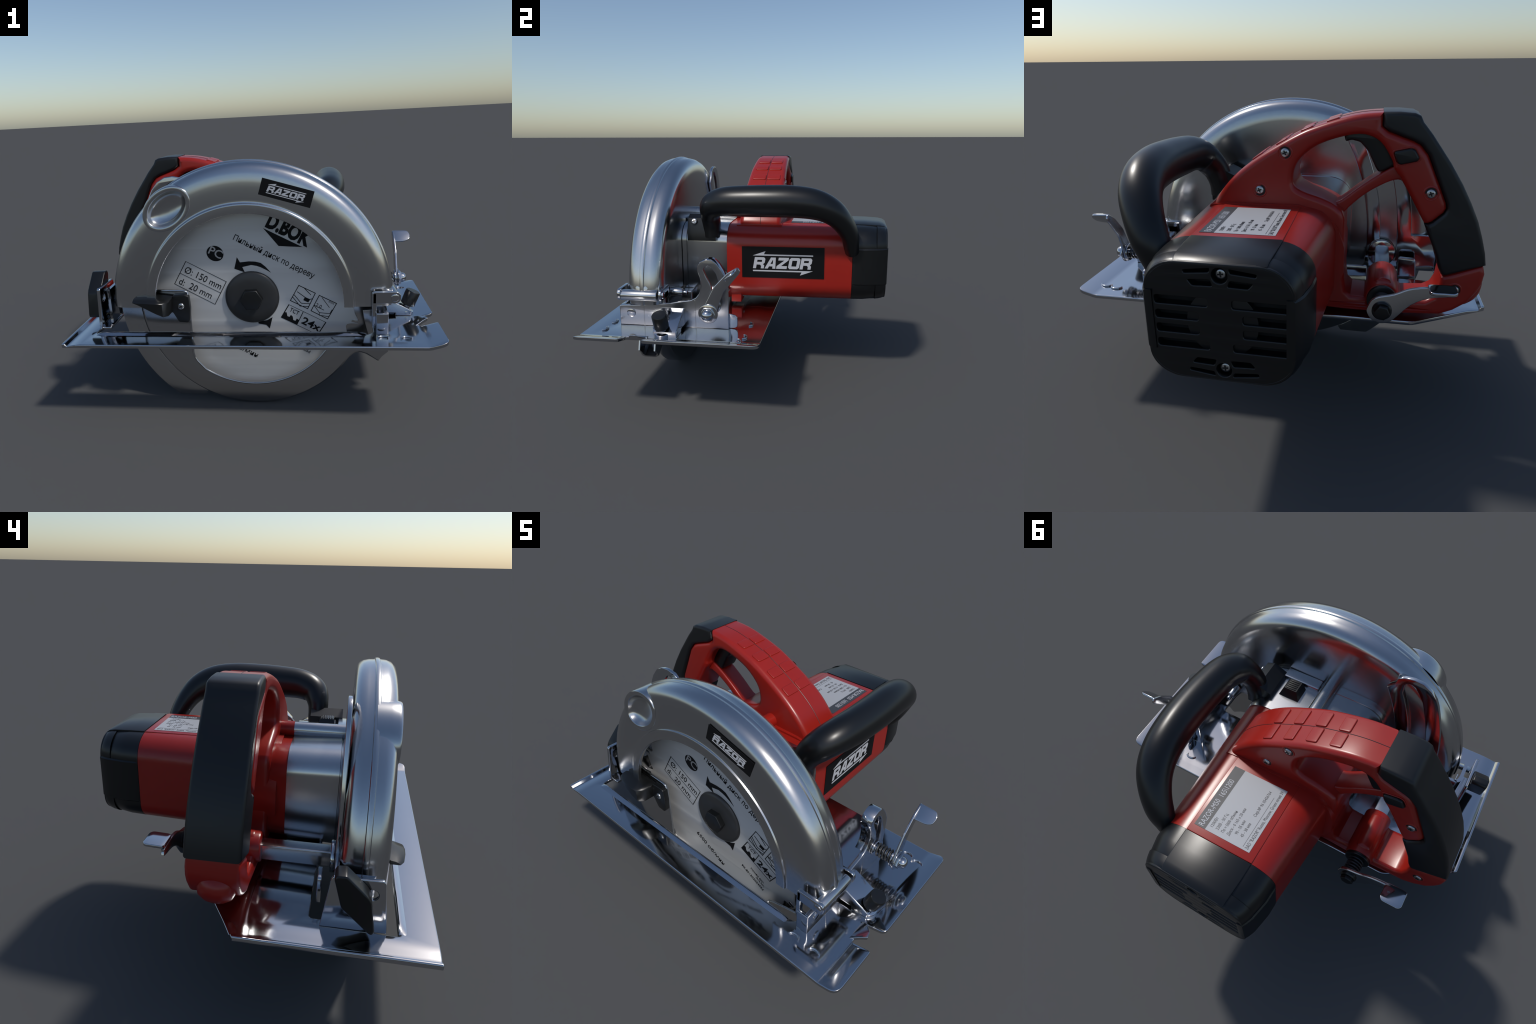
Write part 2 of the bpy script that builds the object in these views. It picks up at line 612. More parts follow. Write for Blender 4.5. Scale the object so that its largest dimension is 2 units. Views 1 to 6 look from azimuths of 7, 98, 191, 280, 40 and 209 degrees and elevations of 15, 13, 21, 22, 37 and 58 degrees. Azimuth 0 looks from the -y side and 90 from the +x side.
blade_text("9K-80150202405d", (.157, .371), .018, .178, .008)

# ------------------------------------------------------------------ riving knife behind the blade
a_out = arc(XC, ZC, .748, 178, 238, 24)
knife = a_out[:-2] + [(-.45, .03), (-.30, .033)] + arc(XC, ZC, .632, 244, 178, 24)
prism("riving_knife", knife, "xz", -.526, -.503, STEEL, .002, None)

# ------------------------------------------------------------------ upper guard
GZ = .617
GP = [(.511, -.612), (.511, -.629), (.513, -.631), (.516, -.6312), (.555, -.6312), (.558, -.631), (.562, -.629), (.565, -.622), (.569, -.6200), (.573, -.6195), (.583, -.6195), (.64, -.619), (.668, -.618),
      (.712, -.615), (.740, -.606), (.758, -.588), (.767, -.563), (.769, -.540), (.770, -.534), (.775, -.531), (.777, -.524), (.777, -.517), (.775, -.511),
      (.770, -.508), (.768, -.503), (.767, -.480), (.761, -.455), (.748, -.434), (.72, -.421), (.67, -.419), (.60, -.417), (.30, -.417), (.02, -.417)]
TH = .010


def guard_mesh():
    bm = bmesh.new()
    n = 120
    rings = []
    for i in range(n + 1):
        a = math.radians(-2.2 + 184.4 * i / n)
        rings.append([bm.verts.new((XC + r * C(a), y, GZ + r * S(a))) for r, y in GP])
    for A, B in zip(rings, rings[1:]):
        for k in range(len(GP) - 1):
            bm.faces.new((A[k], A[k + 1], B[k + 1], B[k]))
    # level lower edge
    for v in bm.verts:
        if v.co.z < .64 and abs(v.co.x - XC) > .3:
            pass
    bmesh.ops.bisect_plane(bm, geom=bm.verts[:] + bm.edges[:] + bm.faces[:], plane_co=(0, 0, .613), plane_no=(0, 0, -1), clear_outer=True)
    bmesh.ops.recalc_face_normals(bm, faces=bm.faces[:])
    # make the normals face outwards
    f = max(bm.faces, key=lambda q: q.calc_center_median().z)
    if f.normal.z < 0:
        bmesh.ops.reverse_faces(bm, faces=bm.faces[:])
    return bm


guard = from_bm("upper_guard", guard_mesh(), STEEL, None, 60, False)
md = guard.modifiers.new("sheet", "SOLIDIFY")
md.thickness = TH
md.offset = -1
# chip outlet: an oval port let into the shoulder of the guard
ca, sa = C(math.radians(37)), S(math.radians(37))


def oval_ring(a, b, y, n=48, dx=0, dz=0):
    out = []
    for k in range(n):
        t = 2 * PI * k / n
        p, q = a * C(t), b * S(t)
        out.append((-.410 + dx + p * ca - q * sa, y, 1.160 + dz + p * sa + q * ca))
    return out


cutter = loft("port_cutter", [oval_ring(.128, .084, -.70), oval_ring(.128, .084, -.535)], STEEL, guard, 30)
bo = guard.modifiers.new("port", "BOOLEAN")
bo.operation = "DIFFERENCE"
bo.object = cutter
bo.solver = "EXACT"
dg = bpy.context.evaluated_depsgraph_get()
cut_me = bpy.data.meshes.new_from_object(guard.evaluated_get(dg))
guard.modifiers.clear()
guard.data = cut_me
bpy.data.objects.remove(cutter)
for p in cut_me.polygons:
    p.use_smooth = True
cut_me.set_sharp_from_angle(angle=math.radians(36))
loft("chip_outlet", [oval_ring(.150, .108, -.520), oval_ring(.149, .107, -.575), oval_ring(.148, .106, -.606), oval_ring(.1465, .1045, -.614), oval_ring(.144, .102, -.6215), oval_ring(.142, .100, -.6225),
                     oval_ring(.123, .081, -.6225), oval_ring(.121, .079, -.6210), oval_ring(.117, .075, -.615), oval_ring(.108, .068, -.600, dx=-.003, dz=-.003),
                     oval_ring(.090, .055, -.587, dx=-.006, dz=-.006), oval_ring(.055, .034, -.578, dx=-.008, dz=-.008), oval_ring(.02, .012, -.575, dx=-.008, dz=-.008)], STEEL, guard, 50, (False, True))
# flared foot and hinge barrel at the front end
loft("hinge_neck", [[(.56, -.61, .70), (.70, -.61, .76), (.72, -.60, .74), (.735, -.60, .71), (.735, -.60, .66), (.60, -.60, .625)],
                    [(.56, -.55, .70), (.715, -.55, .78), (.74, -.55, .75), (.76, -.55, .71), (.76, -.55, .65), (.60, -.55, .625)],
                    [(.56, -.50, .70), (.715, -.50, .78), (.74, -.50, .75), (.76, -.50, .71), (.76, -.50, .65), (.60, -.50, .625)],
                    [(.56, -.43, .70), (.70, -.43, .76), (.72, -.43, .74), (.735, -.43, .71), (.735, -.43, .66), (.60, -.43, .625)]],
     STEEL, guard, 70)
cyl("hinge_barrel", (.757, -.645, .668), (.757, -.43, .668), .031, STEEL, 32, .006, guard)
brand_sticker((.0775, -.6197, 1.224), (.260, 0, -.0785), (.0785, 0, .260), .272, .087, guard)

# ------------------------------------------------------------------ lower (swinging) guard
LG0, LG1 = -.570, -.466
win = arc(0, .63, .497, 210, 322, 40)
front_out = arc(.003, .63, .617, 172, 322, 60) + [(.530, .303), (.560, .325), (.592, .334), (.628, .323), (.655, .304), (.687, .282), (.743, .332), (.722, .40), (.698, .50), (.690, .58)]
# front wall: ring sector with a straight rear edge beside the window
front_in = [(.606, .575), (.612, .53), (.625, .475), (.637, .43), (.60, .405), (.52, .385), (.45, .365)] + arc(0, .63, .497, 325, 232, 40) + [(-.335, .275), (-.345, .31), (-.345, .665), (-.355, .686), (-.375, .692), (-.545, .695)]
front = front_out + front_in
lower = prism("lower_guard", front, "xz", LG0, LG0 + .012, STEEL_DARK, .003, None)
# rolled edge round the window
edge = [(x, LG0 - .001, z) for x, z in arc(0, .63, .500, 325, 236, 40) + [(-.325, .268), (-.338, .29), (-.344, .32), (-.344, .50), (-.344, .66), (-.352, .685), (-.372, .693), (-.52, .696)]]
tube("rolled_edge", edge, .006, CHROME, 8, lower)
back_out = front_out[:-1] + [(.66, .60)]
prism("back_wall", back_out + [(.0, .80), (-.5, .75)], "xz", LG1 - .012, LG1, STEEL_DARK, .003, lower)
# rim joining both walls, chamfered
rim2d = arc(.003, .63, .629, 172, 322, 60) + [(.535, .292), (.560, .313), (.592, .322), (.625, .311), (.655, .292), (.687, .270)]
rr = []
for i, p in enumerate(rim2d):
    a, b = Vector(rim2d[max(i - 1, 0)]), Vector(rim2d[min(i + 1, len(rim2d) - 1)])
    t = (b - a).normalized()
    n = Vector((t.y, -t.x))
    if n.dot(Vector(p) - Vector((0, .63))) < 0 and i < 60:
        n = -n
    P = Vector(p)
    rr.append([(P.x - n.x * d, y, P.y - n.y * d) for d, y in
               ((.04, LG0 + .0005), (.015, LG0 + .0008), (.011, LG0 + .002), (.001, LG0 + .015), (0, LG0 + .018), (0, LG1 - .026), (.001, LG1 - .023), (.015, LG1 - .003), (.019, LG1 - .0008), (.04, LG1 - .0005),
                (.03, LG1 - .011), (.012, LG1 - .022), (.012, LG0 + .022), (.03, LG0 + .011))])
loft("guard_rim", rr, STEEL_DARK, lower, 40)
# retracting lever with its pivot screw
lev = [(-.633, .652), (-.625, .662), (-.52, .668), (-.437, .660), (-.43, .66), (-.425, .676), (-.36, .680), (-.338, .67), (-.333, .60), (-.340, .53), (-.352, .517), (-.402, .520), (-.433, .578), (-.448, .576), (-.474, .577)]
prism("retract_lever", rounded(lev, .006, 3), "xz", -.604, -.571, BLACK, .004, lower)
tongue = [[(x, y0, zt), (x, (y0 + y1) / 2, zt - .003), (x, y1 + .006, zt - .010), (x, y1, zt - .016), (x, y1, min(zb + .004, zt - .017)), (x, y1 + .006, zb), (x, y0, zb)]
          for x, y0, y1, zt, zb in ((-.634, -.630, -.672, .676, .658), (-.60, -.610, -.688, .678, .650), (-.55, -.596, -.696, .679, .628), (-.50, -.590, -.698, .677, .602), (-.462, -.588, -.694, .673, .583),
                                    (-.440, -.588, -.668, .670, .580), (-.430, -.588, -.628, .668, .588))]
loft("lever_tongue", tongue, BLACK, lower, 40)
screw((-.383, -.604, .614), (0, -1, 0), lower, .5, False)

# ------------------------------------------------------------------ gearbox and motor body
MX, MZ = .020, .757


STATIONS = ((-.42, .002, .345), (-.14, .005, .3375), (.18, .0165, .319), (.60, .0285, .2985), (.70, .030, .294), (.795, .031, .276), (.84, .031, .262))


def taper(y):
    """The body narrows towards the vents: centre and half width at depth y."""
    for (a, c0, h0), (b, c1, h1) in zip(STATIONS, STATIONS[1:]):
        if y <= b or b == STATIONS[-1][0]:
            t = min(max((y - a) / (b - a), 0), 1.1)
            return c0 + (c1 - c0) * t, h0 + (h1 - h0) * t


def section(y, grow=0.0, ht=.235, rx=.143, rz=.118, n=10):
    """Boxy section with elliptic corners, in x and z about the motor axis."""
    cx0, hw0 = taper(y)
    hw0 += grow
    out = []
    for cx, cz, a0 in ((1, 1, 0), (-1, 1, 90), (-1, -1, 180), (1, -1, 270)):
        for i in range(n + 1):
            a = math.radians(a0 + 90 * i / n)
            out.append((cx0 + cx * (hw0 - rx) + rx * C(a), MZ + cz * (ht - rz) + rz * S(a)))
    return out


def ring_y(sec, y):
    return [(x, y, z) for x, z in sec]


gear = loft("gear_housing", [ring_y(section(y, g, h, .13, .11), y) for y, g, h in ((-.418, 0, .249), (-.392, 0, .249), (-.389, -.006, .244), (-.386, -.006, .244), (-.383, -.001, .248), (-.139, -.001, .240))], STEEL, None, 25)
tube("gear_rib", [(-.018, -.418, 1.024), (-.018, -.139, 1.024)], .038, STEEL, 24, gear)
box("gear_step", (.03, -.418, .96), (.235, -.352, 1.026), STEEL, .008, gear)
tube("gear_rib", [(-.14, -.418, .530), (-.14, -.139, .530)], .034, STEEL, 20, gear)
box("lock_button_base", (.105, -.345, .985), (.195, -.255, 1.028), BLACK, .01, gear)
btn = loft("spindle_lock_button", [[(.092, -.338, 1.0), (.205, -.338, 1.0), (.205, -.245, 1.0), (.092, -.245, 1.0)],
                                   [(.105, -.334, 1.035), (.19, -.334, 1.035), (.19, -.255, 1.035), (.105, -.255, 1.035)],
                                   [(.113, -.330, 1.050), (.180, -.330, 1.050), (.180, -.262, 1.050), (.113, -.262, 1.050)]], BLACK, gear, 30)
for k in range(5):
    box("grip_ridge", (.120, -.324 + .0125 * k, 1.048), (.173, -.3175 + .0125 * k, 1.054), RUBBER, .002, btn)
box("gear_flange", (.20, -.416, .508), (.425, -.345, .600), STEEL, .010, gear)
cyl("stop_pin", (.60, -.418, .648), (.60, -.345, .646), .030, STEEL, 24, .004, gear, .022)
cyl("stop_pin", (.60, -.345, .646), (.60, -.318, .645), .013, CHROME, 16, .003, gear)

motor = loft("motor_housing", [ring_y(section(y), y) for y in (-.1385, .0, .18, .40, .624)], RED, None, 25)
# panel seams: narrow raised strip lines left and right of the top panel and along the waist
box("top_panel", (-.150, -.06, .975), (.188, .624, .9945), RED, .003, motor)
box("lower_panel", (-.150, -.06, .519), (.188, .624, .54), RED, .003, motor)
box("foot_block", (.20, -.135, .50), (.30, -.06, .56), RED, .006, motor)
for z in (.54,):
    cyl("foot_screw", (.25, -.06, z - .005), (.25, -.052, z - .005), .01, SCREW, 12, .002, motor)
tube("housing_rib", [(-.018, -.139, 1.024), (-.018, .02, 1.022)], .039, RED, 24, motor)

brand_sticker((.3412, -.045, .678), (-.0212, 1, 0), (0, 0, 1), .503, .194, motor)

# rating label on top
LZ = .9948
label = decal("rating_label", [(-.116, .240), (.1135, .240), (.1135, .587), (-.116, .587)], (0, 0, LZ), (1, 0, 0), (0, 1, 0), LABEL, motor, .0012)
decal("label_band", [(.1135, .240), (.170, .240), (.170, .587), (.1135, .587)], (0, 0, LZ), (1, 0, 0), (0, 1, 0), LABEL_DARK, motor, .0012)
U6, V6 = (0, -1, 0), (1, 0, 0)


def label_text(body, x, y, h, w, m=LABEL_INK):
    lettering("lettering", body, (x, y, LZ + .0013), U6, V6, h, w, m, label, 0, .0006)


label_text("RAZOR-M50  165\\1200", .128, .578, .028, .265, WHITE)
for k, (t, w, y) in enumerate((("1200Вт", .052, .562), ("220В - 50 Гц", .088, .562), ("По = 5000 об\\мин", .120, .562), ("Диск - 0 165 x 20 мм", .150, .562),
                               ("90 - 55 мм", .075, .540), ("45 - 38 мм", .075, .540))):
    label_text(t, .088 - .0285 * k, y, .015, w)
label_text("Сер.№ 96 05456764", -.0545, .425, .015, .145)
bar_l = [(-.078, .575), (-.0768, .575), (-.0768, .30), (-.078, .30)]
decal("label_rule", bar_l, (0, 0, LZ + .0013), (1, 0, 0), (0, 1, 0), LABEL_INK, label, .0006)
label_text("ЗАО \"RAZOR\" Russia, Moscow, Green street 59", -.104, .578, .017, .325)

# ------------------------------------------------------------------ end cap with vents
cap = loft("end_cap", [ring_y(section(y, g, h), y) for y, g, h in ((.6255, .0006, .2355), (.70, 0, .2345), (.78, -.002, .229), (.797, -.010, .221))], BLACK, None, 30)


def slot_loop(x0, x1, z0, z1, r=.010):
    return rect(x0, z0, x1, z1, r, 3)


holes = []
for z0, z1, xl, xr in ((.820, .851, .067, -.016), (.766, .796, .101, -.052), (.713, .744, .101, -.052), (.657, .687, .067, -.016)):
    holes.append(slot_loop(xl, .256, z0, z1))
    holes.append(slot_loop(-.209, xr, z0, z1))
for zc, sg in ((.936, 1), (.582, -1)):
    for sx in (1, -1):
        fx = lambda d: .021 + sx * d
        holes.append(rounded([(fx(.036), zc + sg * .010), (fx(.122), zc + sg * .002), (fx(.125), zc + sg * .013), (fx(.032), zc + sg * .025)], .005, 3))
        holes.append(rounded([(fx(.034), zc - sg * .016), (fx(.112), zc - sg * .020), (fx(.095), zc - sg * .040), (fx(.026), zc - sg * .038)], .006, 3))
    holes.append([(.021 + .0275 * C(2 * PI * k / 24), zc + .0275 * S(2 * PI * k / 24)) for k in range(24)])
face = prism("vent_grille", [section(.84, -.002, .2205, .118, .105)] + holes, "xz", .790, .838, BLACK, .004, cap, bres=2)
# soften the shoulder of the grille
loft("cap_shoulder", [ring_y(section(y, g, h, .135 + g, .112 + g), y) for y, g, h in ((.775, 0, .2310), (.80, -.001, .2295), (.818, -.002, .2265), (.831, -.004, .2220), (.8385, -.010, .2150), (.836, -.014, .211))],
     BLACK, cap, 60, (False, False))
cyl("fan_cover", (.021, .79, .757), (.021, .828, .757), .126, BLACK, 48, .002, cap)
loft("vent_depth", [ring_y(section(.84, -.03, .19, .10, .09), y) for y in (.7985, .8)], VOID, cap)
for z in (.936, .582):
    screw((.021, .816, z), (0, 1, 0), cap, .1, False)
# raised panels: top, bottom and both sides
for sz in (1, -1):
    prs = []
    for y, x0, x1, h in ((.627, -.150, .188, .2395), (.70, -.149, .187, .2390), (.79, -.143, .184, .2345), (.818, -.140, .182, .2290), (.834, -.138, .180, .220)):
        prs.append([(x0, y, MZ + sz * .212), (x1, y, MZ + sz * .212), (x1, y, MZ + sz * (h - .002)), (x1 - .004, y, MZ + sz * h), (x0 + .004, y, MZ + sz * h), (x0, y, MZ + sz * (h - .002))])
    loft("cap_panel", prs, BLACK, cap, 30)
for sx in (-1, 1):
    pad = []
    for y, g in ((.627, .001), (.64, .0055), (.70, .007), (.79, .007), (.82, .004), (.84, -.002), (.843, -.012)):
        c0, h0 = taper(y)
        xo, xi = c0 + sx * (h0 + g), c0 + sx * (h0 - .030)
        pad.append([(xi, y, .645), (xo - sx * .006, y, .645), (xo, y, .652), (xo, y, .863), (xo - sx * .006, y, .870), (xi, y, .870)])
    loft("side_pad", pad, BLACK, cap, 35)

# the vent face is not quite square to the motor axis
for ob in [cap] + list(cap.children):
    if ob.name.startswith(("screw", "cross")):
        continue
    for v in ob.data.vertices:
        k = min(max((v.co.y - .64) / .15, 0), 1)
        v.co.y -= k * .026 * (v.co.x - .03)

# ------------------------------------------------------------------ main handle
HC = .058


def half(x, z):
    """Half width of the handle: widest where the arch meets the motor, slim at the crown."""
    if x > -.47:
        return .109 + .021 * min(1, (x + .47) / .6)
    return .109 + .006 * min(1, max(0, (1.35 - z) / .7))


def mid(x, z):
    if x > -.47:
        return .056 - .003 * min(1, (x + .47) / .5)
    return .056 + .015 * min(1, max(0, (1.35 - z) / .7))


def hw(co):
    return Vector((co.x, mid(co.x, co.z) + co.y / .115 * half(co.x, co.z), co.z))


HW = .115
crease = [(-.474, 1.332), (-.500, 1.312), (-.547, 1.295), (-.600, 1.276), (-.628, 1.262), (-.662, 1.222), (-.705, 1.125), (-.748, 1.029), (-.752, 1.005), (-.742, .985),
          (-.700, .946), (-.684, .938), (-.668, .938)]
ARCH = [(.240, .985), (.222, 1.026), (.150, 1.112), (.060, 1.185), (-.040, 1.247), (-.135, 1.299), (-.200, 1.326), (-.310, 1.361), (-.390, 1.378), (-.474, 1.385)]
red_out = ARCH
red_out = [tuple(p) for p in smooth_loop(red_out, 4, False)]
upper_red = red_out + crease
hole1 = [tuple(p) for p in smooth_loop([(-.528, 1.165), (-.518, 1.198), (-.470, 1.268), (-.40, 1.298), (-.313, 1.287), (-.215, 1.252), (-.145, 1.198), (-.116, 1.145), (-.116, 1.085),
                                         (-.155, 1.055), (-.23, 1.030), (-.285, 1.006), (-.325, .975)], 4, False)]
inner_edge = [(-.640, .985), (-.614, 1.031), (-.590, 1.072), (-.574, 1.098), (-.555, 1.130)] + hole1 + [(-.338, .94)]
body_side = [(-.338, .80), (-.20, .80), (.20, .90)]
main_handle = prism("handle_frame", upper_red + inner_edge + body_side, "xz", HW, -HW, RED, .026, None, 40, hw, 5)
# slim strut between motor and grip
strut = smooth_loop([(-.245, .985), (-.310, 1.008), (-.386, 1.068), (-.463, 1.124), (-.535, 1.166), (-.575, 1.16), (-.592, 1.085), (-.574, 1.098), (-.55, 1.108), (-.50, 1.092), (-.418, 1.042), (-.350, .980), (-.320, .950), (-.245, .945)], 3)
prism("handle_strut", [tuple(p) for p in strut], "xz", .116, .006, RED, .010, main_handle)
# lower arm: closes the loop under the grip
low = [(-.325, .86), (-.338, .80), (-.343, .66), (-.352, .60), (-.375, .578), (-.435, .575), (-.455, .60), (-.462, .64), (-.485, .672), (-.515, .682), (-.545, .672), (-.565, .64), (-.575, .60),
       (-.60, .580), (-.70, .585), (-.735, .605), (-.752, .64), (-.760, .70), (-.777, .712), (-.925, .768), (-.936, .725), (-.930, .68), (-.915, .645), (-.88, .590), (-.823, .548), (-.767, .523),
       (-.562, .513), (-.34, .507), (-.276, .512), (-.15, .53), (-.15, .84)]
prism("lower_arm", low, "xz", HW * .96, -HW * .96, RED, .022, main_handle, 40, hw, 4)
# round toe at the rear bottom of the handle
lathe("cord_boss", [(.0, .050), (.045, .046), (.070, .030), (.082, .0), (.080, -.05)], (-.885, .062, .612), (-.80, 0, -.60), RED, 32, main_handle, 60)
# grip: soft black back of the handle
grip_out = [(-.4745, 1.388), (-.54, 1.389), (-.598, 1.384), (-.620, 1.374), (-.632, 1.350), (-.672, 1.302), (-.752, 1.192), (-.806, 1.107), (-.847, 1.031), (-.882, .956),
            (-.905, .890), (-.925, .820), (-.934, .768)]
grip_in = [(-.7775, .7135), (-.757, .715), (-.742, .745), (-.725, .805), (-.690, .885), (-.670, .930)]
prism("soft_grip", grip_out + grip_in + [(p[0] - .0006, p[1] - .0002) for p in reversed(crease)], "xz", HW * 1.01, -HW * 1.01, RUBBER, .017, main_handle, 45, hw, 5)
# trigger in the upper opening
trig = [(-.318, 1.290), (-.326, 1.262), (-.350, 1.270), (-.385, 1.262), (-.42, 1.225), (-.455, 1.155), (-.468, 1.138), (-.482, 1.142), (-.545, 1.175), (-.50, 1.28), (-.42, 1.315), (-.35, 1.305)]
prism("trigger", rounded(trig, .008, 3), "xz", .118, .012, BLACK, .010, main_handle)
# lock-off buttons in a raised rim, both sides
for sy in (1,):
    yb = mid(-.57, 1.217) + sy * half(-.57, 1.217)
    c = rounded([(-.535, 1.262), (-.535, 1.195), (-.548, 1.178), (-.612, 1.186), (-.625, 1.205), (-.615, 1.246), (-.60, 1.258)], .012, 3)
    c = rounded([(-.522, 1.235), (-.538, 1.192), (-.552, 1.183), (-.618, 1.199), (-.625, 1.212), (-.606, 1.245), (-.590, 1.250)], .012, 3)
    prism("lock_off_button", c, "xz", yb - sy * .02, yb + sy * .014, BLACK, .008, main_handle)
    o = [(-.570 + (p[0] + .570) * 1.17, 1.217 + (p[1] - 1.217) * 1.22) for p in c]
    prism("button_rim", [o, [(-.570 + (p[0] + .570) * 1.04, 1.217 + (p[1] - 1.217) * 1.05) for p in c]], "xz", yb - sy * .02, yb + sy * .003, RED, .002, main_handle)
# arch pads: two rows of four on the top of the arch
arch = smooth_loop(ARCH, 24, False)
cum = [0]
for p, q in zip(arch, arch[1:]):
    cum.append(cum[-1] + (q - p).length)


def on_arch(x):
    i = min(range(1, len(arch) - 1), key=lambda j: abs(arch[j].x - x))
    t = (arch[i + 1] - arch[i - 1]).normalized()
    n = Vector((-t.y, t.x))
    return arch[i], t, (n if n.y > 0 else -n)


for x in (-.276, -.166, -.060, .042):
    p, t, n = on_arch(x)
    hh, mm = half(p.x, p.y), mid(p.x, p.y)
    for sy in (1, -1):
        y0, y1 = mm + sy * .004, mm + sy * (hh - .032)
        bm = prism_mesh([rect(-.028, min(y0, y1), .028, max(y0, y1), .010, 4)], .004, .018, 3)
        for v in bm.verts:
            w = p + t * v.co.x + n * (v.co.z - .003)
            v.co = Vector((w.x, v.co.y, w.y))
        from_bm("arch_pad", bm, RED, main_handle, 40)
# moulding seam along the middle of the arch
sm = [Vector((p.x, mid(p.x, p.y), p.y)) for p in arch]
tube("mould_seam", sm, .0016, DARK_METAL, 6, main_handle)
for x, z in ((-.080, 1.222), (.031, 1.060), (-.683, 1.068)):
    screw((x, mid(x, z) + half(x, z) - .001, z), (0, 1, 0), main_handle, .4)
screw((-.818, mid(-.818, .65) + half(-.818, .65) * .96 - .001, .650), (0, 1, 0), main_handle, .7)
# fillet where the arch lands on the motor
loft("handle_skirt", [[(.20, y, .94), (.262, y, .965), (.252, y, .990), (.17, y, 1.002), (-.14, y, 1.002), (-.24, y, .975), (-.308, y, .91), (-.340, y, .82), (-.342, y, .70), (-.30, y, .60), (0, y, .60)]
                      for y in (-.092, .19)], RED, main_handle, 40)

# ------------------------------------------------------------------ front auxiliary handle
ctrl = [(.325, -.232, .93), (.330, -.232, 1.00), (.358, -.230, 1.068), (.405, -.202, 1.126), (.440, -.125, 1.154), (.457, .000, 1.160), (.463, .140, 1.163), (.460, .275, 1.162), (.450, .398, 1.147),
        (.430, .490, 1.108), (.397, .556, 1.043), (.356, .602, .958), (.325, .614, .890), (.308, .620, .852)]
RX1 = [.058, .062, .070, .080, .085, .088, .090, .090, .088, .085, .080, .075, .068, .060]     # across
RX2 = [.052, .054, .060, .076, .086, .092, .094, .094, .089, .078, .065, .055, .047, .043]     # up and down, outer side
full = smooth_loop([Vector(p) for p in ctrl], 8, False)
w1 = [v.x for v in smooth_loop([Vector((a, 0, 0)) for a in RX1], 8, False)]
w2 = [v.x for v in smooth_loop([Vector((a, 0, 0)) for a in RX2], 8, False)]
rings = []
for i, p in enumerate(full):
    t = (full[min(i + 1, len(full) - 1)] - full[max(i - 1, 0)]).normalized()
    e1 = Vector((1, 0, .0)) - t * t.x
    e1.normalize()
    e2 = t.cross(e1)
    rings.append([p + e1 * w1[i] * C(2 * PI * k / 40) + e2 * w2[i] * S(2 * PI * k / 40) * (.96 if k < 20 else 1) for k in range(40)])
aux = loft("front_handle", rings, BLACK, None, 60)
# the square foot bolted on the gearbox
loft("handle_foot", [[(.37, y, .905), (.37, y, .96), (.345, y, 1.04), (.30, y, 1.06), (.23, y, 1.028), (.22, y, .95), (.30, y, .90)] for y in (-.376, -.20)], BLACK, aux, 30)
screw((.357, -.335, 1.022), (.9, 0, .45), aux, .4, False)

# ------------------------------------------------------------------ front bracket with tilt scale
BX0, BX1 = .705, .728
face_out = [(-.680, PZ), (-.680, .588), (-.672, .596), (-.535, .603), (-.40, .617), (-.265, .640), (-.235, .655), (-.213, .684), (-.203, .725), (-.208, .768), (-.221, .807), (-.221, .836), (-.205, .861),
            (-.171, .876), (-.138, .874), (-.112, .855), (-.090, .825), (-.065, .785), (-.052, .74), (-.050, .70), (-.050, PZ)]
tilt_slot = [(-.188, .815), (-.180, .833), (-.162, .840), (-.140, .829), (-.117, .796), (-.104, .749), (-.100, .70), (-.108, .62), (-.140, .62), (-.140, .70), (-.152, .737), (-.174, .780)]
bracket = prism("front_bracket", [face_out, tilt_slot], "yz", BX0, BX1, STEEL, .004, None)
bracket.data.materials[0] = BRACKET
# returns at both sides and a rim round the hook
box("bracket_return", (.665, -.681, PZ - .001), (.727, -.660, .594), CHROME, .004, bracket)
box("bracket_return", (.64, -.070, PZ - .001), (.727, -.049, .70), CHROME, .004, bracket)
hook_rim = [(-.235, .655), (-.213, .684), (-.203, .725), (-.208, .768), (-.221, .807), (-.221, .836), (-.205, .861), (-.171, .876), (-.138, .874), (-.112, .855), (-.090, .825), (-.065, .785), (-.052, .74), (-.050, .70)]
hk = smooth_loop(hook_rim, 3, False)
rr = []
for i, p in enumerate(hk):
    t = (hk[min(i + 1, len(hk) - 1)] - hk[max(i - 1, 0)]).normalized()
    n = Vector((t.y, -t.x)) * .012
    rr.append([(x, p.x + n.x * s, p.y + n.y * s) for x, s in ((.672, 0), (.675, 1), (.706, 1), (.724, 1), (.7285, .3), (.724, 0))])
loft("hook_flange", rr, CHROME, bracket, 40)
for a, b in ((-.537, .603), (-.238, .645)):
    box("pressed_crease", (.7275, a - .002, PZ), (.7292, a + .002, b - .003), STEEL_DARK, .0006, bracket)
prism("side_ear", rounded([(-.051, PZ), (-.004, PZ + .005), (-.004, .555), (-.051, .567)], [.004, .02, .02, .004]), "yz", .70, .712, CHROME, .003, bracket)
cyl("rivet", (.727, -.612, .553), (.733, -.612, .553), .025, CHROME, 28, .003, bracket)
# hinge ears
ear = rounded([(.648, .642), (.790, .642), (.790, .706), (.648, .706)], [.006, .03, .03, .012], 6)
for y0, y1 in ((-.664, -.646), (-.428, -.412)):
    prism("hinge_ear", ear, "xz", y0, y1, CHROME, .003, bracket)
box("ear_stem", (.645, -.664, .52), (.668, -.64, .70), CHROME, .004, bracket)
for y0, y1 in ((-.669, -.660), (-.415, -.402)):
    cyl("hinge_pin", (.760, y0, .674), (.760, y1, .674), .021, CHROME, 24, .004, bracket)
box("ear_stem", (.66, -.43, .56), (.72, -.412, .68), CHROME, .004, bracket)
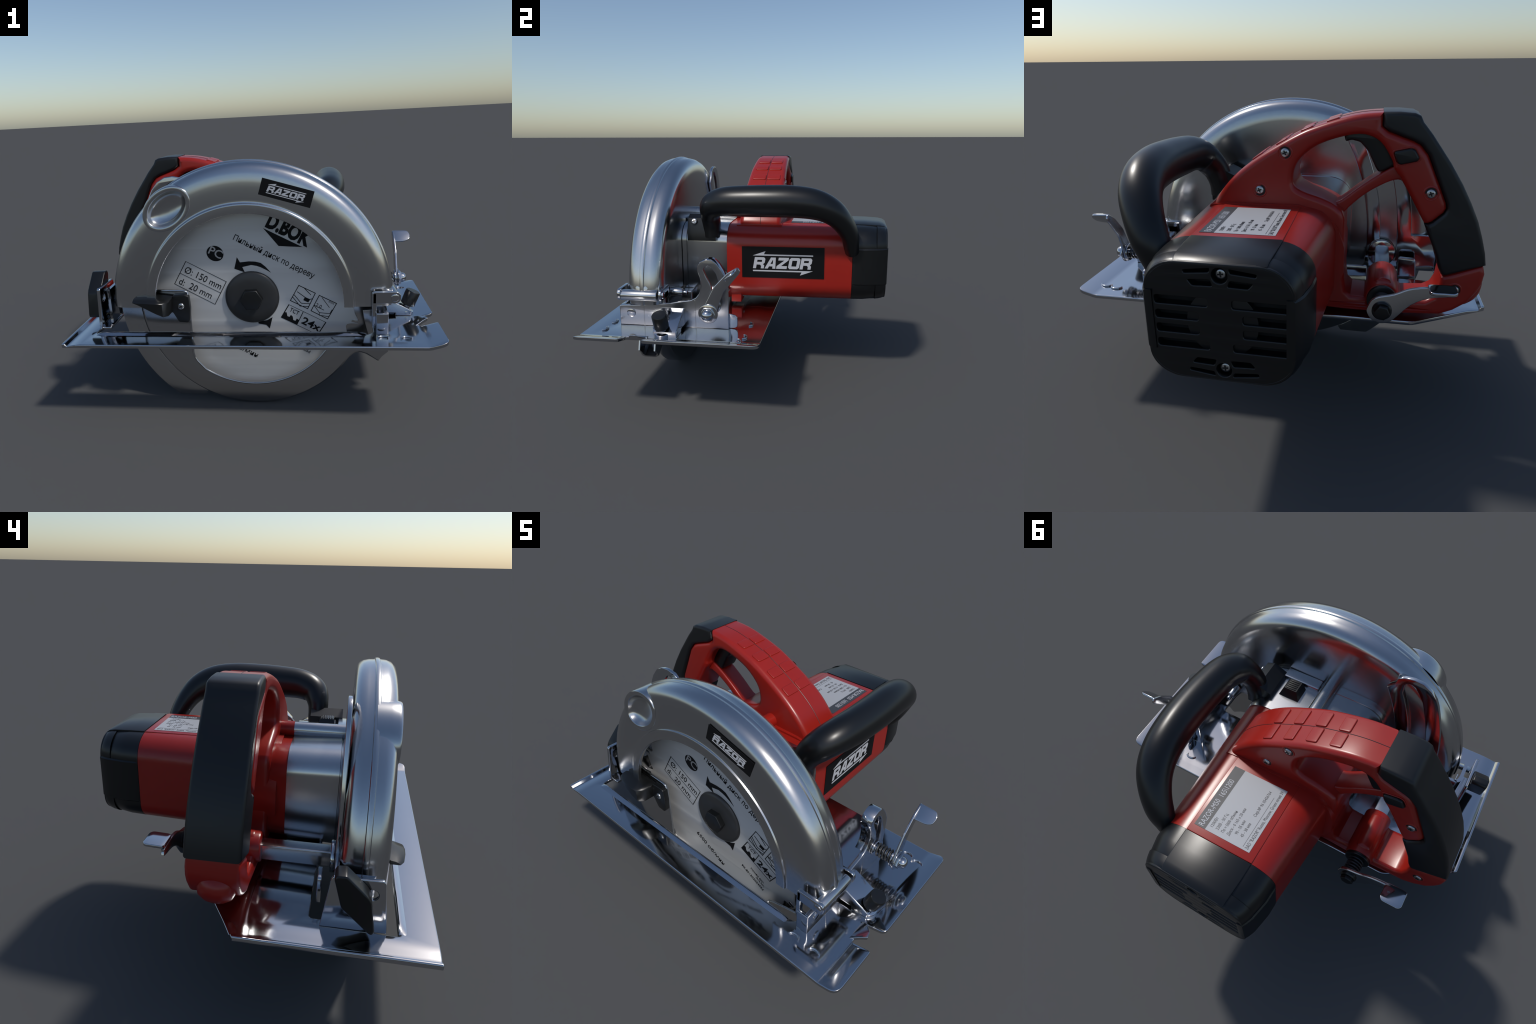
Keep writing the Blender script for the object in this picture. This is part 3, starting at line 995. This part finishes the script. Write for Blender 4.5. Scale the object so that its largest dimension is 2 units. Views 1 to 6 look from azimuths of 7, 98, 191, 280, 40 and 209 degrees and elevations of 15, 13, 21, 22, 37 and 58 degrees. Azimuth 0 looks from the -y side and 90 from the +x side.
# tilt clamp: threaded stud, coil spring, washer, lever, domed nut
AX = (-.132, .612)
cyl("clamp_stud", (.69, AX[0], AX[1]), (.855, AX[0], AX[1]), .020, CHROME, 24, .003, bracket)
cyl("clamp_washer", (.729, AX[0], AX[1]), (.738, AX[0], AX[1]), .040, CHROME, 32, .003, bracket)
turns = 5
sp = [(.745 + .085 * i / (turns * 16), AX[0] + .031 * C(2 * PI * i / 16), AX[1] + .031 * S(2 * PI * i / 16)) for i in range(turns * 16 + 1)]
tube("coil_spring", sp, .0048, DARK_METAL, 8, bracket)
cyl("clamp_washer", (.832, AX[0], AX[1]), (.840, AX[0], AX[1]), .046, CHROME, 32, .003, bracket)
lever2 = rounded([(-.170, .585), (-.150, .562), (-.115, .562), (-.090, .59), (-.085, .635), (-.050, .73), (.000, .79), (.045, .845), (.030, .872), (-.03, .835), (-.10, .76), (-.150, .66), (-.172, .62)], .014, 4)
clamp_lever = prism("clamp_lever", lever2, "yz", .8405, .853, STEEL, .004, bracket)
clamp_lever.data.materials[0] = BRACKET
# turned thumb paddle at the lever's end
ppts = [Vector((0, -.002)), Vector((.07, .0)), Vector((.098, .014)), Vector((.104, .05)), Vector((.09, .078)), Vector((0, .082))]
bm = prism_mesh([rounded([tuple(p) for p in ppts], .014, 4)], .003, .012, 2)
d = Vector((0, .066, .060)).normalized()
nrm = Vector((1, 0, 0)).cross(d)
for v in bm.verts:
    v.co = Vector((.842, -.032, .812)) + Vector((1, 0, 0)) * v.co.x + d * v.co.y + nrm * v.co.z
from_bm("thumb_paddle", bm, CHROME, clamp_lever)
cyl("lock_washer", (.8535, AX[0], AX[1]), (.860, AX[0], AX[1]), .053, CHROME, 40, .003, bracket)
prism("hex_nut", [(AX[0] + .041 * C(PI / 3 * k), AX[1] + .041 * S(PI / 3 * k)) for k in range(6)], "yz", .8605, .875, CHROME, .003, bracket)
lathe("domed_nut", [(.030, 0), (.030, .006), (.029, .014), (.024, .024), (.015, .031), (0, .034)], (.874, AX[0], AX[1]), (1, 0, 0), CHROME, 32, bracket, 60)
# guide bar holder: wedge with a slit and a knurled thumb screw
wedge_s = [(.727, PZ + .016), (.80, PZ + .016), (.80, PZ), (.885, PZ), (.888, .510), (.876, .520), (.735, .592), (.727, .592)]
holder = prism("guide_holder", wedge_s, "xz", -.432, -.300, CHROME, .006, bracket)
kd = Vector((.36, 0, .93)).normalized()
kb = Vector((.862, -.385, .505))
cyl("thumb_screw_collar", kb - kd * .02, kb + kd * .006, .048, CHROME, 28, .006, holder)
cyl("thumb_screw", kb, kb + kd * .045, .018, CHROME, 20, .002, holder)
for k in range(3):
    lathe("screw_thread", [(.018, 0), (.0215, .003), (.018, .006)], kb + kd * (.008 + .009 * k), kd, CHROME, 20, holder)
kn = [(.0, .0)] + [(.036, .0), (.040, .004), (.0405, .080), (.036, .086), (0, .087)]
lathe("thumb_knob", kn, kb + kd * .030, kd, BLACK, 36, holder, 40)
nib = lathe("knob_pin", [(.010, 0), (.010, .008), (0, .009)], kb + kd * .03 + Vector((.02, -.03, 0)), kd, CHROME, 12, holder)

# ------------------------------------------------------------------ rear bracket, depth arc and clamp
PVX, PVZ = .76, .67


def arc_pt(r, z):
    return (PVX - math.sqrt(r * r - (z - PVZ) ** 2), z)


zs = [.52 + (1.25 - .52) * i / 20 for i in range(21)]
outer_e = [arc_pt(1.425, z) for z in [.70 + (1.20 - .70) * i / 16 for i in range(17)]]
inner_e = [arc_pt(1.190, z) for z in [.52 + (1.20 - .52) * i / 16 for i in range(17)]]
bar_out = [(-.80, .498), (-.406, .498)] + inner_e + [(-.338, 1.235), (-.345, 1.275), (-.372, 1.298), (-.42, 1.308), (-.466, 1.303), (-.51, 1.278), (-.545, 1.235)] + outer_e[::-1] + [(-.68, .70), (-.80, .70)]
slot_o = [arc_pt(1.350, z) for z in [.56 + (1.19 - .56) * i / 16 for i in range(17)]]
slot_i = [arc_pt(1.262, z) for z in [.56 + (1.20 - .56) * i / 16 for i in range(17)]]
bar_slot = slot_i + [(-.385, 1.252), (-.395, 1.268), (-.415, 1.272), (-.435, 1.262), (-.46, 1.23)] + slot_o[::-1]
depth = prism("depth_arc", [bar_out, bar_slot], "xz", -.411, -.392, CHROME, .004, None)
rr = []
for x, y in smooth_loop([(-.79, -.4015), (-.806, -.412), (-.813, -.44), (-.813, -.49), (-.812, -.548)], 4, False):
    rr.append((x, y))
loft("arc_return", [[(x - .009, y + .004, .50), (x + .009, y - .004, .50), (x + .009, y - .004, .70), (x - .009, y + .004, .70)] for x, y in rr], CHROME, depth, 40)
rear = prism("rear_bracket", [rounded([(-.350, PZ), (-.381, .700), (-.390, .715), (-.578, .718), (-.586, .710), (-.611, PZ)], .004),
                              [(-.542 + .022 * C(2 * PI * k / 20), .652 + .022 * S(2 * PI * k / 20)) for k in range(20)]], "yz", -.864, -.846, CHROME, .004, None)
box("bracket_foot", (-.86, -.60, PZ - .002), (-.80, -.36, PZ + .012), CHROME, .004, rear)
clip = [(-.392, .755), (-.402, .772), (-.438, .774), (-.520, .695), (-.534, .672), (-.556, .545), (-.548, .530), (-.535, .533), (-.425, .635)]
prism("release_clip", rounded(clip, .008, 3), "yz", -.946, -.865, BLACK, .008, rear)
# depth clamp rod, boss, spring, lever and bolt
RX, RZ = -.514, .596
box("clamp_rod", (RX - .037, -.395, RZ - .037), (RX + .037, .02, RZ + .037), STEEL, .005, depth)
cyl("rod_disc", (RX, -.392, RZ), (RX, -.372, RZ), .074, CHROME, 40, .005, depth)
cyl("rod_head", (RX, -.44, RZ), (RX, -.411, RZ), .05, CHROME, 30, .006, depth)
cyl("rod_boss", (RX, -.06, RZ + .01), (RX, .205, RZ), .072, RED, 36, .012, main_handle)
cyl("boss_collar", (RX, .20, RZ), (RX, .222, RZ), .066, BLACK, 36, .005, main_handle)
cyl("rod_bolt", (RX, .20, RZ), (RX, .318, RZ), .022, DARK_METAL, 20, .003, depth)
sp = [(RX + .037 * C(2 * PI * i / 16), .222 + .078 * i / (5 * 16), RZ + .037 * S(2 * PI * i / 16)) for i in range(5 * 16 + 1)]
tube("coil_spring", sp, .0055, DARK_METAL, 8, depth)
lv = [(RX + .062, RZ)] + [(RX + .062 * C(math.radians(a)), RZ + .062 * S(math.radians(a))) for a in (40, 75)] + \
     [(-.56, .672), (-.62, .700), (-.69, .712), (-.79, .712), (-.800, .700), (-.797, .680), (-.70, .664), (-.63, .628), (-.575, .568)] + \
     [(RX + .062 * C(math.radians(a)), RZ + .062 * S(math.radians(a))) for a in (235, 270, 310, 340)]
dl = prism("depth_lever", smooth_loop(lv, 3), "xz", .302, .318, STEEL, .004, depth)
bm = prism_mesh([rounded([(-.80, 0), (-.69, 0), (-.69, .085), (-.705, .098), (-.785, .098), (-.80, .085)], .02, 4)], .004, .014, 2)
for v in bm.verts:
    v.co = Vector((v.co.x, .304 + v.co.y, .718 + v.co.z + .12 * v.co.y - .8 * v.co.y * v.co.y))
from_bm("thumb_paddle", bm, CHROME, dl)
lathe("bolt_flange", [(.042, 0), (.042, .006), (.036, .012), (0, .012)], (RX, .318, RZ), (0, 1, 0), BLACK, 36, dl)
prism("bolt_head", [(RX + .034 * C(PI / 3 * k + .2), RZ + .034 * S(PI / 3 * k + .2)) for k in range(6)], "xz", .328, .350, BLACK, .006, dl)

# ------------------------------------------------------------------ slight yaw of the blade group
for ob, a in ((blade, -.018), (guard, -.012), (lower, -.015)):
    M = Matrix.Translation((0, -.52, 0)) @ Matrix.Rotation(a, 4, "Z") @ Matrix.Translation((0, .52, 0))
    ob.matrix_local = M
